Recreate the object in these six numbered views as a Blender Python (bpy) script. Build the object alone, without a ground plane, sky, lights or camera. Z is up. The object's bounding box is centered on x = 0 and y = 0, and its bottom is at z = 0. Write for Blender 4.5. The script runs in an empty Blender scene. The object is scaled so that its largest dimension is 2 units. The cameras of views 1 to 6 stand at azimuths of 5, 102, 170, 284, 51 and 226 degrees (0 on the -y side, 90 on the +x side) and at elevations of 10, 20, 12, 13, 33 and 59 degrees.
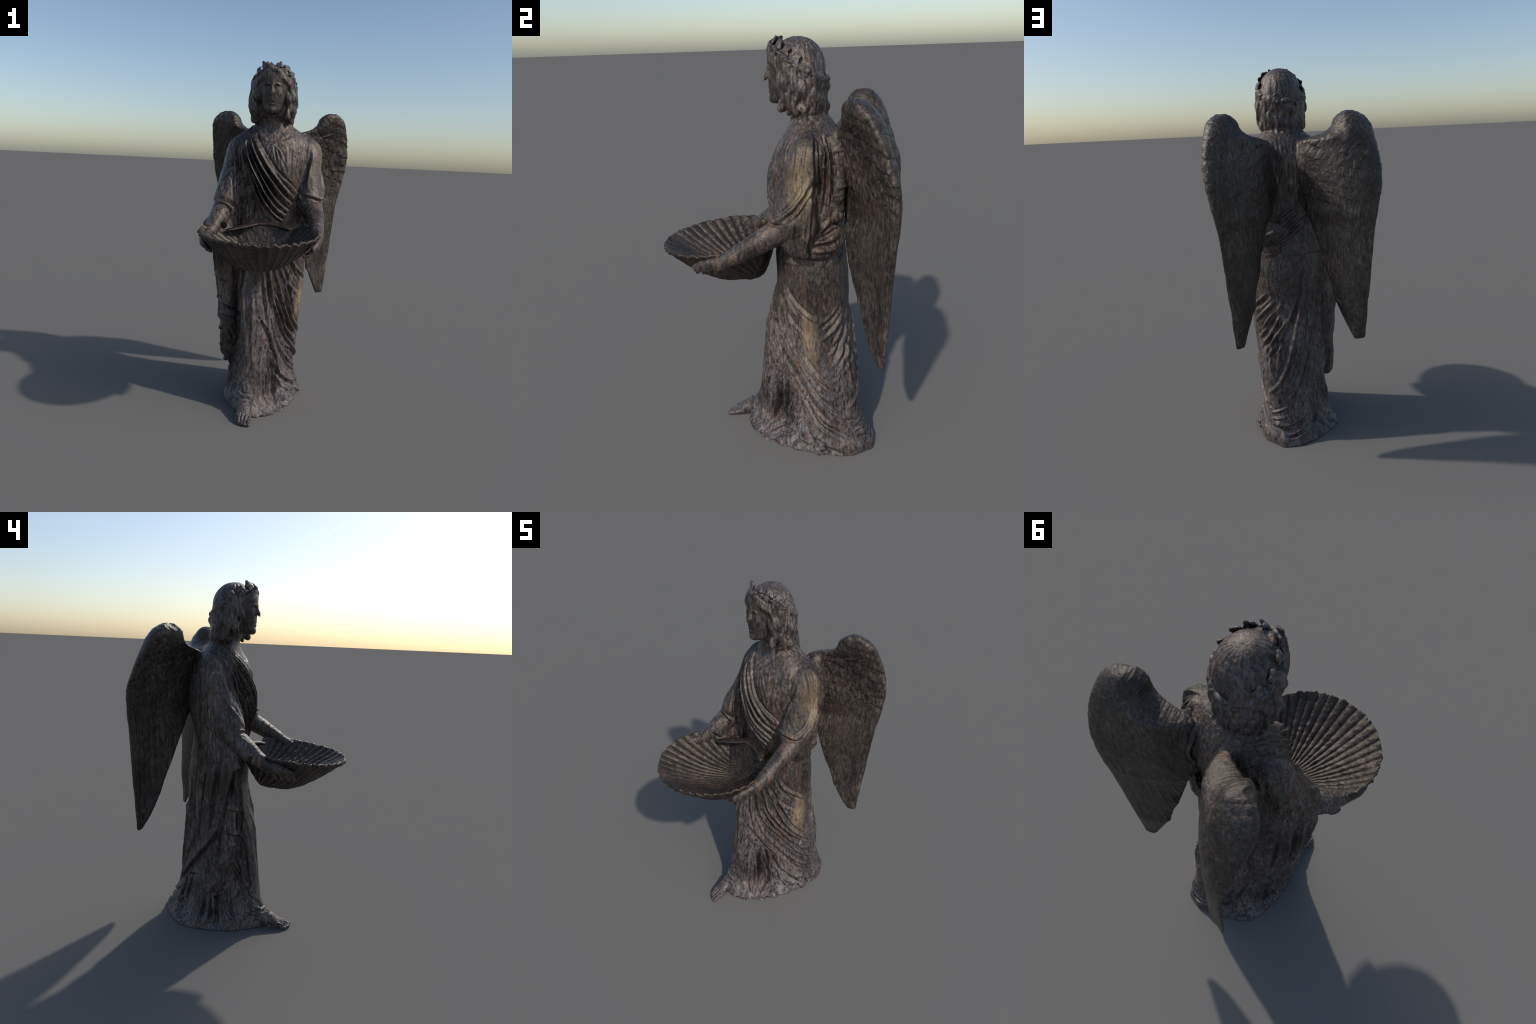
import bpy, math
import numpy as np
from mathutils import Vector
from mathutils.bvhtree import BVHTree

RNG = np.random.default_rng(7)

# ----------------------------------------------------------------------------
# small modelling toolkit
# ----------------------------------------------------------------------------
def new_mesh(name, verts, faces):
    me = bpy.data.meshes.new(name)
    verts = np.asarray(verts, dtype=np.float32)
    faces = np.asarray(faces, dtype=np.int32)
    nf, k = faces.shape
    me.vertices.add(len(verts)); me.vertices.foreach_set("co", verts.ravel())
    me.loops.add(nf * k); me.loops.foreach_set("vertex_index", faces.ravel())
    me.polygons.add(nf)
    me.polygons.foreach_set("loop_start", np.arange(0, nf * k, k, dtype=np.int32))
    me.polygons.foreach_set("use_smooth", np.ones(nf, dtype=bool))
    me.update(calc_edges=True); me.validate()
    return me

def grid_faces(nu, nv, closed=True):
    """quads of a grid of nv rows x nu columns, columns closed into a ring"""
    i = np.arange(nu if closed else nu - 1); j = np.arange(nv - 1)
    I, J = np.meshgrid(i, j)
    I2 = (I + 1) % nu
    return np.stack([J * nu + I, J * nu + I2, (J + 1) * nu + I2, (J + 1) * nu + I], -1).reshape(-1, 4)

def capped(rings):
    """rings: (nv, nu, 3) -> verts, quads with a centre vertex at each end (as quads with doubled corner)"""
    nv, nu, _ = rings.shape
    v = rings.reshape(-1, 3)
    f = grid_faces(nu, nv)
    a, b = len(v), len(v) + 1
    v = np.vstack([v, rings[0].mean(0), rings[-1].mean(0)])
    i = np.arange(nu); i2 = (i + 1) % nu
    lo = np.stack([np.full(nu, a), i2, i], 1)
    hi = np.stack([np.full(nu, b), (nv - 1) * nu + i, (nv - 1) * nu + i2], 1)
    tri = np.vstack([f[:, [0, 1, 2]], f[:, [0, 2, 3]], lo, hi])
    return v, tri

def smooth_curve(pts, n):
    """Catmull-Rom through control points (any number of columns), n samples"""
    P = np.asarray(pts, float)
    if len(P) == 2:
        t = np.linspace(0, 1, n)[:, None]
        return P[0] * (1 - t) + P[1] * t
    Q = np.vstack([2 * P[0] - P[1], P, 2 * P[-1] - P[-2]])
    d = np.linalg.norm(np.diff(P[:, :min(3, P.shape[1])], axis=0), axis=1)
    s = np.concatenate([[0], np.cumsum(d)]); s /= s[-1]
    t = np.linspace(0, 1, n)
    k = np.clip(np.searchsorted(s, t, side='right') - 1, 0, len(P) - 2)
    u = ((t - s[k]) / np.maximum(s[k + 1] - s[k], 1e-9))[:, None]
    p0, p1, p2, p3 = Q[k], Q[k + 1], Q[k + 2], Q[k + 3]
    return 0.5 * (2 * p1 + (p2 - p0) * u + (2 * p0 - 5 * p1 + 4 * p2 - p3) * u ** 2 + (3 * p1 - p0 - 3 * p2 + p3) * u ** 3)

def tube(pts, n=24, nu=20, up=(0, 0, 1), power=2.0):
    """tube along control points (x, y, z, r_side, r_up): oval sections, rounded ends"""
    C = smooth_curve(pts, n)
    P, ra, rb = C[:, :3], C[:, 3], C[:, 4] if C.shape[1] > 4 else C[:, 3]
    T = np.gradient(P, axis=0); T /= np.linalg.norm(T, axis=1, keepdims=True)
    U = np.tile(np.asarray(up, float), (n, 1))
    S = np.cross(T, U); S /= np.linalg.norm(S, axis=1, keepdims=True)
    U = np.cross(S, T)
    # rounded ends
    e = 4
    q = np.sin(np.linspace(0.0, np.pi / 2, e + 1))[1:]
    c = 1 - np.cos(np.linspace(0.0, np.pi / 2, e + 1))[1:]
    a = np.linspace(0, 2 * np.pi, nu, endpoint=False)
    ca, sa = np.cos(a), np.sin(a)
    ca = np.sign(ca) * np.abs(ca) ** (2 / power); sa = np.sign(sa) * np.abs(sa) ** (2 / power)
    ring = P[:, None] + S[:, None] * (ra[:, None] * ca)[..., None] + U[:, None] * (rb[:, None] * sa)[..., None]
    r0, r1 = min(ra[0], rb[0]), min(ra[-1], rb[-1])
    head = [ring[0].mean(0) - T[0] * r0 * math.sin(k) + (ring[0] - ring[0].mean(0)) * math.cos(k) for k in np.linspace(np.pi / 2 * .96, 0, e, endpoint=False)]
    tail = [ring[-1].mean(0) + T[-1] * r1 * math.sin(k) + (ring[-1] - ring[-1].mean(0)) * math.cos(k) for k in np.linspace(0, np.pi / 2 * .96, e + 1)[1:]]
    return capped(np.concatenate([np.array(head), ring, np.array(tail)]))

def ellipsoid(c, r, n=24, rot=None):
    th = np.linspace(0.02, np.pi - 0.02, n); a = np.linspace(0, 2 * np.pi, 2 * n, endpoint=False)
    R = np.stack([np.sin(th)[:, None] * np.cos(a) * r[0], np.sin(th)[:, None] * np.sin(a) * r[1],
                  -np.cos(th)[:, None] * np.ones_like(a) * r[2]], -1)
    if rot is not None:
        ax, ang = rot
        from mathutils import Matrix
        M = np.array(Matrix.Rotation(ang, 3, ax)); R = R @ M.T
    return capped(R + np.asarray(c))

def section_loft(table, nz=160, nu=160):
    """rows (z, xmin, xmax, yfront, yback, power[, skew]): closed loft of super-ellipses inside the given extents;
    skew > 0 turns the long axis of a section from (-x, -y) to (+x, +y)"""
    T = np.asarray(table, float)
    z = np.linspace(T[0, 0], T[-1, 0], nz)
    C = np.stack([z] + [smooth_1d(T[:, 0], T[:, k], z) for k in range(1, T.shape[1])], 1)
    a = np.linspace(0, 2 * np.pi, nu, endpoint=False)[None]
    cx = (C[:, 1] + C[:, 2]) / 2; cy = (C[:, 3] + C[:, 4]) / 2
    hx = (C[:, 2] - C[:, 1]) / 2; hy = (C[:, 4] - C[:, 3]) / 2
    p = 2 / C[:, 5][:, None]
    sk = C[:, 6][:, None] if T.shape[1] > 6 else 0
    ca, sa = np.cos(a) * np.ones_like(p), np.sin(a + sk)
    X = cx[:, None] + hx[:, None] * np.sign(ca) * np.abs(ca) ** p
    Y = cy[:, None] + hy[:, None] * np.sign(sa) * np.abs(sa) ** p
    return capped(np.stack([X, Y, np.repeat(z[:, None], nu, 1)], -1))

def smooth_1d(x, y, xi):
    """monotone-ish cubic Hermite interpolation"""
    d = np.diff(y) / np.diff(x)
    m = np.concatenate([[d[0]], np.where(d[:-1] * d[1:] > 0, 2 * d[:-1] * d[1:] / (d[:-1] + d[1:] + 1e-12), 0), [d[-1]]])
    k = np.clip(np.searchsorted(x, xi, side='right') - 1, 0, len(x) - 2)
    h = x[k + 1] - x[k]; t = (xi - x[k]) / h
    return ((1 + 2 * t) * (1 - t) ** 2 * y[k] + t * (1 - t) ** 2 * h * m[k] + t * t * (3 - 2 * t) * y[k + 1] + t * t * (t - 1) * h * m[k + 1])

def sstep(a, b, x):
    t = np.clip((x - a) / (b - a), 0, 1); return t * t * (3 - 2 * t)

# ----------------------------------------------------------------------------
# 1. the cast figure: rough masses (metres, statue faces -y)
# ----------------------------------------------------------------------------
PIECES = []
def add(vf): PIECES.append(vf)

# robe, torso, shoulders and neck
ROBE = [
    (1.020, -.220, .192, -.010, .328, 2.10, .00),
    (1.100, -.216, .184, .002, .312, 2.10, .00),
    (1.200, -.214, .180, -.012, .304, 2.05, .00),
    (1.300, -.216, .184, -.027, .300, 2.05, .00),
    (1.400, -.224, .192, -.024, .302, 2.05, .00),
    (1.480, -.232, .200, -.008, .302, 2.10, .00),
    (1.540, -.234, .200, .012, .298, 2.10, .00),
    (1.585, -.218, .186, .036, .285, 2.10, .00),
    (1.620, -.186, .154, .056, .268, 2.00, .00),
    (1.650, -.144, .108, .066, .248, 2.00, .00),
    (1.675, -.104, .066, .066, .226, 2.00, .00),
    (1.700, -.086, .050, .060, .210, 2.00, .00),
    (1.780, -.080, .044, .050, .190, 2.00, .00),
]
# skirt: one closed outline per height, counter-clockwise from the left hip; the right leg strides to (-.06, -.1)
SKIRT = {
    .000: [(.196, .16), (.204, .33), (.150, .455), (.060, .500), (-.060, .470), (-.178, .378), (-.252, .25), (-.240, .06), (-.150, -.120), (-.062, -.198), (.054, -.165), (.150, -.040)],
    .040: [(.186, .18), (.192, .34), (.150, .448), (.056, .488), (-.056, .444), (-.158, .340), (-.232, .20), (-.205, .025), (-.142, -.118), (-.064, -.186), (.030, -.116), (.106, .028)],
    .100: [(.170, .22), (.170, .36), (.130, .435), (.040, .445), (-.056, .400), (-.138, .300), (-.216, .15), (-.145, -.008), (-.138, -.120), (-.064, -.162), (.008, -.078), (.072, .074)],
    .200: [(.160, .23), (.162, .35), (.122, .410), (.040, .415), (-.055, .372), (-.136, .280), (-.212, .14), (-.128, -.008), (-.136, -.106), (-.066, -.131), (-.002, -.058), (.058, .088)],
    .380: [(.182, .23), (.166, .343), (.115, .390), (.030, .390), (-.066, .346), (-.146, .268), (-.216, .14), (-.132, .000), (-.136, -.086), (-.064, -.108), (.004, -.034), (.075, .090)],
    .500: [(.189, .21), (.168, .315), (.108, .366), (.022, .378), (-.072, .346), (-.152, .266), (-.218, .14), (-.140, .004), (-.136, -.068), (-.064, -.093), (.010, -.030), (.096, .086)],
    .600: [(.197, .19), (.164, .285), (.098, .340), (.008, .363), (-.078, .340), (-.156, .266), (-.219, .14), (-.158, .012), (-.138, -.056), (-.060, -.083), (.022, -.030), (.116, .080)],
    .750: [(.206, .18), (.170, .275), (.098, .325), (.004, .342), (-.085, .328), (-.162, .262), (-.222, .15), (-.190, .030), (-.140, -.018), (-.050, -.043), (.042, -.008), (.138, .075)],
    .900: [(.208, .17), (.174, .268), (.098, .320), (.000, .337), (-.090, .325), (-.170, .262), (-.224, .15), (-.204, .05), (-.140, .004), (-.040, -.013), (.060, .006), (.152, .074)],
    1.04: [(.190, .16), (.162, .252), (.092, .306), (-.005, .322), (-.095, .308), (-.170, .248), (-.220, .15), (-.200, .05), (-.132, .002), (-.036, -.014), (.066, .002), (.150, .065)],
}
def outline_loft(levels, nz=200, nu=180):
    zs = np.array(sorted(levels)); P = np.array([levels[k] for k in sorted(levels)])
    fine = []
    for ring in P:
        c = smooth_curve(np.vstack([ring[-3:], ring, ring[:4]]), 19 * 40)
        d = np.linalg.norm(c[:, None] - np.vstack([ring[0], ring[0]])[None], axis=2)[:, 0]
        i0 = d[:400].argmin(); i1 = 400 + d[400:].argmin()
        c = c[i0:i1]; L = np.concatenate([[0], np.cumsum(np.linalg.norm(np.diff(np.vstack([c, c[:1]]), axis=0), axis=1))])
        u = np.linspace(0, L[-1], nu, endpoint=False); cc = np.vstack([c, c[:1]])
        fine.append(np.stack([np.interp(u, L, cc[:, k]) for k in (0, 1)], 1))
    fine = np.array(fine); z = np.linspace(zs[0], zs[-1], nz)
    X = np.stack([smooth_1d(zs, fine[:, j, 0], z) for j in range(nu)], 1); Y = np.stack([smooth_1d(zs, fine[:, j, 1], z) for j in range(nu)], 1)
    return capped(np.stack([X, Y, np.repeat(z[:, None], nu, 1)], -1))
add(outline_loft(SKIRT))
add(section_loft(ROBE, 160, 200))

# upper arms in their wide sleeves (x, y, z, r_side, r_up)
add(tube([(.150, .175, 1.535, .085, .070), (.190, .165, 1.510, .078, .078), (.200, .135, 1.400, .074, .085),
          (.208, .112, 1.300, .082, .098), (.214, .100, 1.235, .086, .105)], up=(0, 1, 0)))
add(tube([(-.160, .170, 1.545, .085, .070), (-.208, .160, 1.510, .082, .080), (-.222, .130, 1.400, .082, .090),
          (-.240, .090, 1.300, .086, .100), (-.262, .045, 1.225, .078, .095)], up=(0, 1, 0)))
# hanging flat end of the left sleeve
add(tube([(.228, .130, 1.330, .050, .085), (.232, .128, 1.230, .045, .086), (.236, .124, 1.170, .040, .080),
          (.240, .140, 1.125, .030, .055), (.246, .165, 1.095, .018, .020)], up=(0, 1, 0), power=3))
# forearms
add(tube([(.232, .080, 1.215, .060, .060), (.252, .000, 1.170, .050, .054), (.262, -.080, 1.125, .046, .047),
          (.268, -.160, 1.078, .038, .038), (.276, -.230, 1.045, .026, .034)]))
add(tube([(-.262, .060, 1.225, .064, .064), (-.282, -.010, 1.165, .058, .058), (-.297, -.080, 1.115, .050, .052),
          (-.312, -.140, 1.074, .042, .042), (-.326, -.200, 1.040, .028, .036)]))
# hands cup the shell from outside, fingers underneath it
add(tube([(.274, -.215, 1.055, .026, .030), (.278, -.265, 1.042, .020, .030), (.266, -.315, 1.024, .016, .026), (.250, -.345, 1.012, .012, .018)]))
add(tube([(-.324, -.190, 1.052, .028, .032), (-.340, -.250, 1.036, .020, .030), (-.334, -.300, 1.018, .016, .026), (-.320, -.335, 1.006, .012, .018)]))
for k in range(4):
    y0 = -.235 - .032 * k
    add(tube([(.272 - .006 * k, y0, 1.024, .011, .011), (.254 - .007 * k, y0 - .010, .996 - .003 * k, .010, .010), (.228 - .007 * k, y0 - .016, .976, .008, .008)], n=12, nu=12))
    add(tube([(-.336 + .006 * k, y0 + .01, 1.016, .011, .011), (-.322 + .007 * k, y0 - .004, .992 - .003 * k, .010, .010), (-.298 + .007 * k, y0 - .010, .973, .008, .008)], n=12, nu=12))
add(tube([(.150, .215, 1.590, .030, .035), (.172, .228, 1.500, .034, .046), (.172, .230, 1.380, .034, .050), (.172, .226, 1.240, .032, .050), (.172, .222, 1.16, .03, .04)], up=(0, 1, 0)))
add(tube([(.140, .280, 1.590, .028, .030), (.160, .290, 1.500, .030, .034), (.165, .295, 1.380, .030, .036), (.160, .290, 1.250, .028, .034)], up=(0, 1, 0)))
# sash wrapped flat round the left hip behind the sleeve
add(tube([(.186, .120, 1.105, .026, .050), (.184, .200, 1.120, .036, .070), (.150, .272, 1.140, .034, .075), (.080, .310, 1.150, .022, .060), (.02, .312, 1.16, .014, .03)]))
# mantle hanging from the right arm: a thick layered curtain on the x- side
add(section_loft([
    (0.225, -.252, -.150, .080, .140, 2.2, .2), (0.300, -.262, -.150, .050, .170, 2.2, .3), (0.400, -.270, -.150, .020, .200, 2.2, .35),
    (0.550, -.276, -.150, .000, .225, 2.2, .4), (0.700, -.294, -.150, -.012, .240, 2.2, .45), (0.850, -.306, -.150, -.022, .250, 2.2, .65),
    (1.000, -.310, -.150, -.030, .256, 2.2, .75), (1.100, -.309, -.150, -.028, .262, 2.2, .75), (1.200, -.298, -.150, -.015, .270, 2.2, .60),
    (1.300, -.290, -.150, .025, .286, 2.1, .30), (1.400, -.272, -.150, .055, .288, 2.0, .15), (1.500, -.25, -.15, .09, .275, 2.0, 0)], 100, 100))

# wings: horizontal slices, chord from the inner edge to the outer edge, own thickness in front of and behind it
def wing(side):
    #   z     inner(x, y)    outer(x, y)   front  back   (x for the +x wing)
    W = [(.598, .296, .494, .332, .518, .007, .007), (.615, .286, .486, .338, .523, .010, .010), (.650, .270, .466, .340, .524, .011, .011),
         (.700, .250, .446, .346, .526, .013, .013), (.800, .216, .414, .352, .530, .013, .022), (.900, .198, .388, .362, .534, .014, .026),
         (1.00, .172, .358, .371, .538, .015, .029), (1.10, .150, .338, .379, .543, .016, .032), (1.20, .118, .326, .390, .549, .021, .030),
         (1.25, .092, .320, .401, .552, .019, .038), (1.30, .072, .292, .410, .552, .020, .042), (1.40, .058, .276, .430, .545, .026, .052),
         (1.50, .058, .268, .436, .522, .034, .058), (1.58, .075, .268, .432, .496, .042, .060), (1.615, .085, .280, .426, .482, .048, .060), (1.635, .140, .300, .422, .474, .050, .060),
         (1.652, .200, .318, .416, .466, .052, .060), (1.685, .244, .326, .408, .452, .052, .055), (1.72, .256, .328, .394, .428, .048, .048),
         (1.745, .284, .336, .368, .400, .038, .038), (1.758, .306, .348, .346, .380, .018, .018)]
    W = np.array(W)
    if side < 0:   # right wing stands a little further back at its lower end
        lowz = 1 - sstep(1.0, 1.4, W[:, 0])
        W[:, 1] -= .014 * lowz; W[:, 2] += .045 * lowz; W[:, 5] += .030 * sstep(1.55, 1.64, W[:, 0]) * (1 - sstep(1.70, 1.757, W[:, 0])) - .008 * sstep(1.2, 1.3, W[:, 0]) * (1 - sstep(1.48, 1.55, W[:, 0])); W[:, 3] += .000; W[:, 4] += .010 + .010 * lowz - .020 * sstep(1.42, 1.55, W[:, 0]); W[:, 0] -= .004
    z = np.linspace(W[0, 0], W[-1, 0], 190)
    C = [smooth_1d(W[:, 0], W[:, k], z)[:, None] for k in range(1, 7)]
    a = np.linspace(0, 2 * np.pi, 120, endpoint=False)[None]
    s = (1 - np.cos(a)) / 2                                  # 0 inner .. 1 outer
    sa = np.sin(a)
    th = np.where(sa > 0, C[5], -C[4]) * np.abs(sa) ** .75
    X = C[0] * (1 - s) + C[2] * s; Y = C[1] * (1 - s) + C[3] * s
    tx, ty = C[2] - C[0], C[3] - C[1]; L = np.hypot(tx, ty) + 1e-6
    low, up = (.018, .024) if side > 0 else (.030, .034)
    bow = np.sin(np.pi * s) * (sstep(.6, .8, z) * low + (up - low) * sstep(1.15, 1.4, z) * (1 - sstep(1.64, 1.75, z)))[:, None]    # the panel bows backwards
    nx, ny = -ty / L, tx / L
    X = X + nx * (th + bow); Y = Y + ny * (th + bow)
    ring = np.stack([X * side, Y, np.repeat(z[:, None], a.size, 1)], -1)
    if side > 0: ring = ring[:, ::-1]
    return capped(ring)
add(wing(1)); add(wing(-1))

# head: skull, face, jaw, nose, hair mass
HX = -.024
add(ellipsoid((HX, .098, 1.868), (.114, .124, .125)))
add(section_loft([
    (1.716, HX - .022, HX + .022, -.014, .080, 2.2), (1.722, HX - .036, HX + .036, -.023, .10, 2.2), (1.735, HX - .047, HX + .047, -.028, .12, 2.2),
    (1.752, HX - .057, HX + .057, -.026, .13, 2.2), (1.790, HX - .069, HX + .069, -.030, .14, 2.2), (1.830, HX - .075, HX + .075, -.030, .15, 2.2),
    (1.870, HX - .077, HX + .077, -.035, .15, 2.2), (1.910, HX - .078, HX + .078, -.034, .15, 2.2), (1.945, HX - .070, HX + .070, -.022, .14, 2.2),
    (1.970, HX - .050, HX + .050, .01, .12, 2.0)], 90, 80))
# nose
add(tube([(HX, -.026, 1.876, .008, .012), (HX, -.032, 1.852, .0085, .013), (HX, -.043, 1.830, .011, .012), (HX - .001, -.047, 1.819, .014, .010)], up=(0, -1, 0)))
# hair: a full mass behind the ears and separate wavy locks down to the shoulders
add(section_loft([(1.676, -.130, .082, .090, .218, 2.4), (1.710, -.140, .093, .048, .220, 2.8), (1.760, -.145, .098, .036, .216, 3.0), (1.830, -.142, .095, .040, .217, 2.8),
                  (1.900, -.125, .078, .050, .212, 2.1)], 50, 60))
def wreath_z(y): return 1.953 - .58 * (y + .02)
def lock(phi, wob, length_z, r, bulge):
    """one wavy lock at azimuth phi (degrees from the face, + to the statue's left), curling at its end"""
    p = math.radians(phi); pts = []
    z0 = wreath_z(.11 - .108 * math.cos(p)) - .004
    for k in range(9):
        t = k / 8
        q = p + wob * math.sin(t * 9 + phi) * .075 * (.3 + t)
        rr = 1 + bulge * math.sin(math.pi * min(1, t * 1.1)) + .05 * math.sin(t * 10 + phi * .7) * t - .06 * max(0, t - .8) * 5
        rad = r * (1 + .25 * math.sin(t * 11 + phi)) * (1 - .15 * t)
        pts.append((HX + .114 * rr * math.sin(q), .110 - .106 * rr * math.cos(q), z0 + (length_z - z0) * t, rad, rad))
    return tube(pts, n=36, nu=12, up=(math.sin(p), -math.cos(p), 0))
for k, (phi, lz) in enumerate([(50, 1.742), (59, 1.704), (69, 1.683), (80, 1.680), (91, 1.688), (103, 1.702), (116, 1.668), (128, 1.656), (140, 1.650), (152, 1.656), (164, 1.668), (176, 1.658),
                               (188, 1.662), (200, 1.654), (213, 1.658), (226, 1.652), (240, 1.668), (255, 1.700), (267, 1.688), (279, 1.682), (290, 1.683), (301, 1.704), (310, 1.742)]):
    add(lock(phi, 1.2 + .6 * math.sin(k * 2.3), lz + .004 * math.sin(k * 3.1), .0172 + .0035 * math.sin(k * 1.7), .07 if 40 < phi < 110 or phi > 250 else .02))
# hair parted over the brow, swept back to the temples
for sx in (-1, 1):
    for k in range(4):
        zt = 1.948 - .013 * k
        add(tube([(HX + sx * (.004 + .012 * k), -.022 + .001 * k, zt, .010, .012), (HX + sx * (.030 + .010 * k), -.020 + .004 * k, zt - .006, .012, .013), (HX + sx * (.058 + .007 * k), -.002 + .004 * k, zt - .024, .012, .013),
                  (HX + sx * (.080 + .004 * k), .022 + .003 * k, zt - .050, .012, .013), (HX + sx * .092, .040, zt - .085, .011, .012)], n=30, nu=12))

# right foot steps out in front of the hem; the left one peeps out sideways at the back
add(tube([(-.085, -.130, .065, .048, .055), (-.083, -.190, .052, .042, .045), (-.079, -.240, .034, .044, .030), (-.076, -.278, .020, .044, .018)]))
for x, y0, y1, r in [(-.044, -.270, -.316, .0125), (-.066, -.270, -.319, .0085), (-.083, -.268, -.313, .0085), (-.099, -.262, -.303, .0080), (-.114, -.252, -.288, .0078)]:
    add(tube([(x - .002, y0, .020, r, r), (x, (y0 + y1) / 2, .017, r * .9, r * .9), (x + .001, y1, .011, r, r * .95)], n=10, nu=12))
add(tube([(.120, .190, .060, .045, .045), (.170, .225, .040, .040, .030), (.200, .245, .026, .036, .018)]))
for k in range(4):
    add(tube([(.196 + .004 * k, .215 + .019 * k, .022, .010, .010), (.222 + .003 * k - .004 * k * k, .222 + .020 * k, .014, .009, .010)], n=8, nu=10))

ALL_V, ALL_F, off = [], [], 0
for v, f in PIECES:
    ALL_V.append(v); ALL_F.append(f + off); off += len(v)
base = bpy.data.objects.new("angel_core", new_mesh("angel_core", np.vstack(ALL_V), np.vstack(ALL_F)))
bpy.context.scene.collection.objects.link(base)


def voxel_remesh(obj, size):
    m = obj.modifiers.new("remesh", 'REMESH'); m.mode = 'VOXEL'; m.voxel_size = size; m.adaptivity = 0
    dg = bpy.context.evaluated_depsgraph_get()
    me = bpy.data.meshes.new_from_object(obj.evaluated_get(dg))
    obj.modifiers.clear(); obj.data = me
    return me

VOXEL = 0.0030
core = voxel_remesh(base, VOXEL)
def mesh_arrays(me):
    v = np.empty(len(me.vertices) * 3, np.float32); me.vertices.foreach_get("co", v)
    f = np.empty(len(me.loops), np.int32); me.loops.foreach_get("vertex_index", f)
    return v.reshape(-1, 3).astype(np.float64), f.reshape(-1, 4)
V, F = mesh_arrays(core)
print("core", len(V), len(F))

def vertex_normals(V, F):
    n = np.cross(V[F[:, 2]] - V[F[:, 0]], V[F[:, 3]] - V[F[:, 1]])
    N = np.zeros_like(V)
    for k in range(4):
        for c in range(3): N[:, c] += np.bincount(F[:, k], n[:, c], len(V))
    return N / (np.linalg.norm(N, axis=1, keepdims=True) + 1e-12)

EDGE = np.vstack([F[:, [0, 1]], F[:, [1, 2]], F[:, [2, 3]], F[:, [3, 0]]])   # every edge appears in both directions
DEG = np.bincount(EDGE[:, 0], minlength=len(V)).astype(float)
def relax(V, w, times):
    """Laplacian smoothing weighted by w per vertex"""
    V = V.copy()
    for _ in range(times):
        A = np.stack([np.bincount(EDGE[:, 0], V[EDGE[:, 1], c], len(V)) for c in range(3)], 1) / DEG[:, None]
        V += (A - V) * w[:, None]
    return V

def near(c, r):
    d = np.linalg.norm((V - np.asarray(c)) , axis=1); return 1 - sstep(.4 * r, r, d)
# fillet the places where the masses grow out of one another
blend = np.full(len(V), .0)
for c, r in [((.195, .235, 1.50), .085), ((.195, .235, 1.40), .085), ((.19, .235, 1.29), .085), ((.17, .27, 1.2), .07), ((.20, .33, 1.655), .085), ((-.20, .33, 1.655), .085), ((.15, .30, 1.63), .09), ((-.15, .30, 1.63), .09), ((.10, .28, 1.5), .2), ((.10, .27, 1.3), .16), ((-.10, .28, 1.5), .2), ((-.10, .27, 1.3), .16), ((.13, .26, 1.62), .14), ((-.13, .26, 1.62), .14),
             ((.2, .14, 1.56), .13), ((-.22, .14, 1.56), .13), ((-.03, .14, 1.66), .15), ((.15, .05, 1.45), .12), ((-.17, .05, 1.45), .12), ((0, .02, 1.55), .12), ((HX, 0, 1.83), .1)]:
    blend = np.maximum(blend, near(c, r))
V = relax(V, .5 + 0 * blend, 3)
V = relax(V, .9 * blend, 36)

# ==== SCULPT ====
# ----------------------------------------------------------------------------
# 2. sculpting: folds, hems, face, hair and feathers pressed into the cast skin
# ----------------------------------------------------------------------------
TREE = BVHTree.FromPolygons(V.tolist(), F.tolist())
N0 = vertex_normals(V, F)
N0 = relax(N0, np.full(len(V), .8), 6); N0 /= np.linalg.norm(N0, axis=1, keepdims=True) + 1e-9
DISP = np.zeros(len(V))

def hash3(ix, iy, iz, seed):
    h = (ix * 374761393 + iy * 668265263 + iz * 2147483647 + seed * 1274126177) & 0xffffffff
    h = ((h ^ (h >> 13)) * 1274126177) & 0xffffffff
    return ((h ^ (h >> 16)) & 0xffff) / 32767.5 - 1
def noise(P, scale, seed=0):
    """smooth value noise in -1..1; scale = cells per metre, one number or one per axis"""
    Q = P * np.asarray(scale, float) + 1000.5
    I = np.floor(Q).astype(np.int64); f = Q - I; f = f * f * (3 - 2 * f)
    out = 0
    for dx in (0, 1):
        for dy in (0, 1):
            for dz in (0, 1):
                w = (f[:, 0] if dx else 1 - f[:, 0]) * (f[:, 1] if dy else 1 - f[:, 1]) * (f[:, 2] if dz else 1 - f[:, 2])
                out = out + w * hash3(I[:, 0] + dx, I[:, 1] + dy, I[:, 2] + dz, seed)
    return out

def on_skin(pts):
    """smooth curve through the control points, laid onto the skin; returns points, normals, arc length"""
    n = max(8, int(np.linalg.norm(np.diff(np.asarray(pts), axis=0), axis=1).sum() / .0025))
    C = smooth_curve(pts, n); P, Q = [], []
    for c in C:
        h = TREE.find_nearest(Vector(c)); P.append(h[0]); Q.append(h[1])
    P = np.array(P); Q = np.array(Q)
    for _ in range(3): P[1:-1] = (P[:-2] + 2 * P[1:-1] + P[2:]) / 4
    return P, Q

def brush(P, reach):
    lo, hi = P.min(0) - reach, P.max(0) + reach
    idx = np.nonzero(((V > lo) & (V < hi)).all(1))[0]
    best = np.full(len(idx), 1e9); arg = np.zeros(len(idx), int)
    X = V[idx]
    for s in range(0, len(P), 40):
        d = ((X[:, None] - P[None, s:s + 40]) ** 2).sum(2)
        k = d.argmin(1); m = d[np.arange(len(idx)), k]
        u = m < best; best[u] = m[u]; arg[u] = k[u] + s
    keep = best < reach * reach
    return idx[keep], np.sqrt(best[keep]), arg[keep]

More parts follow.
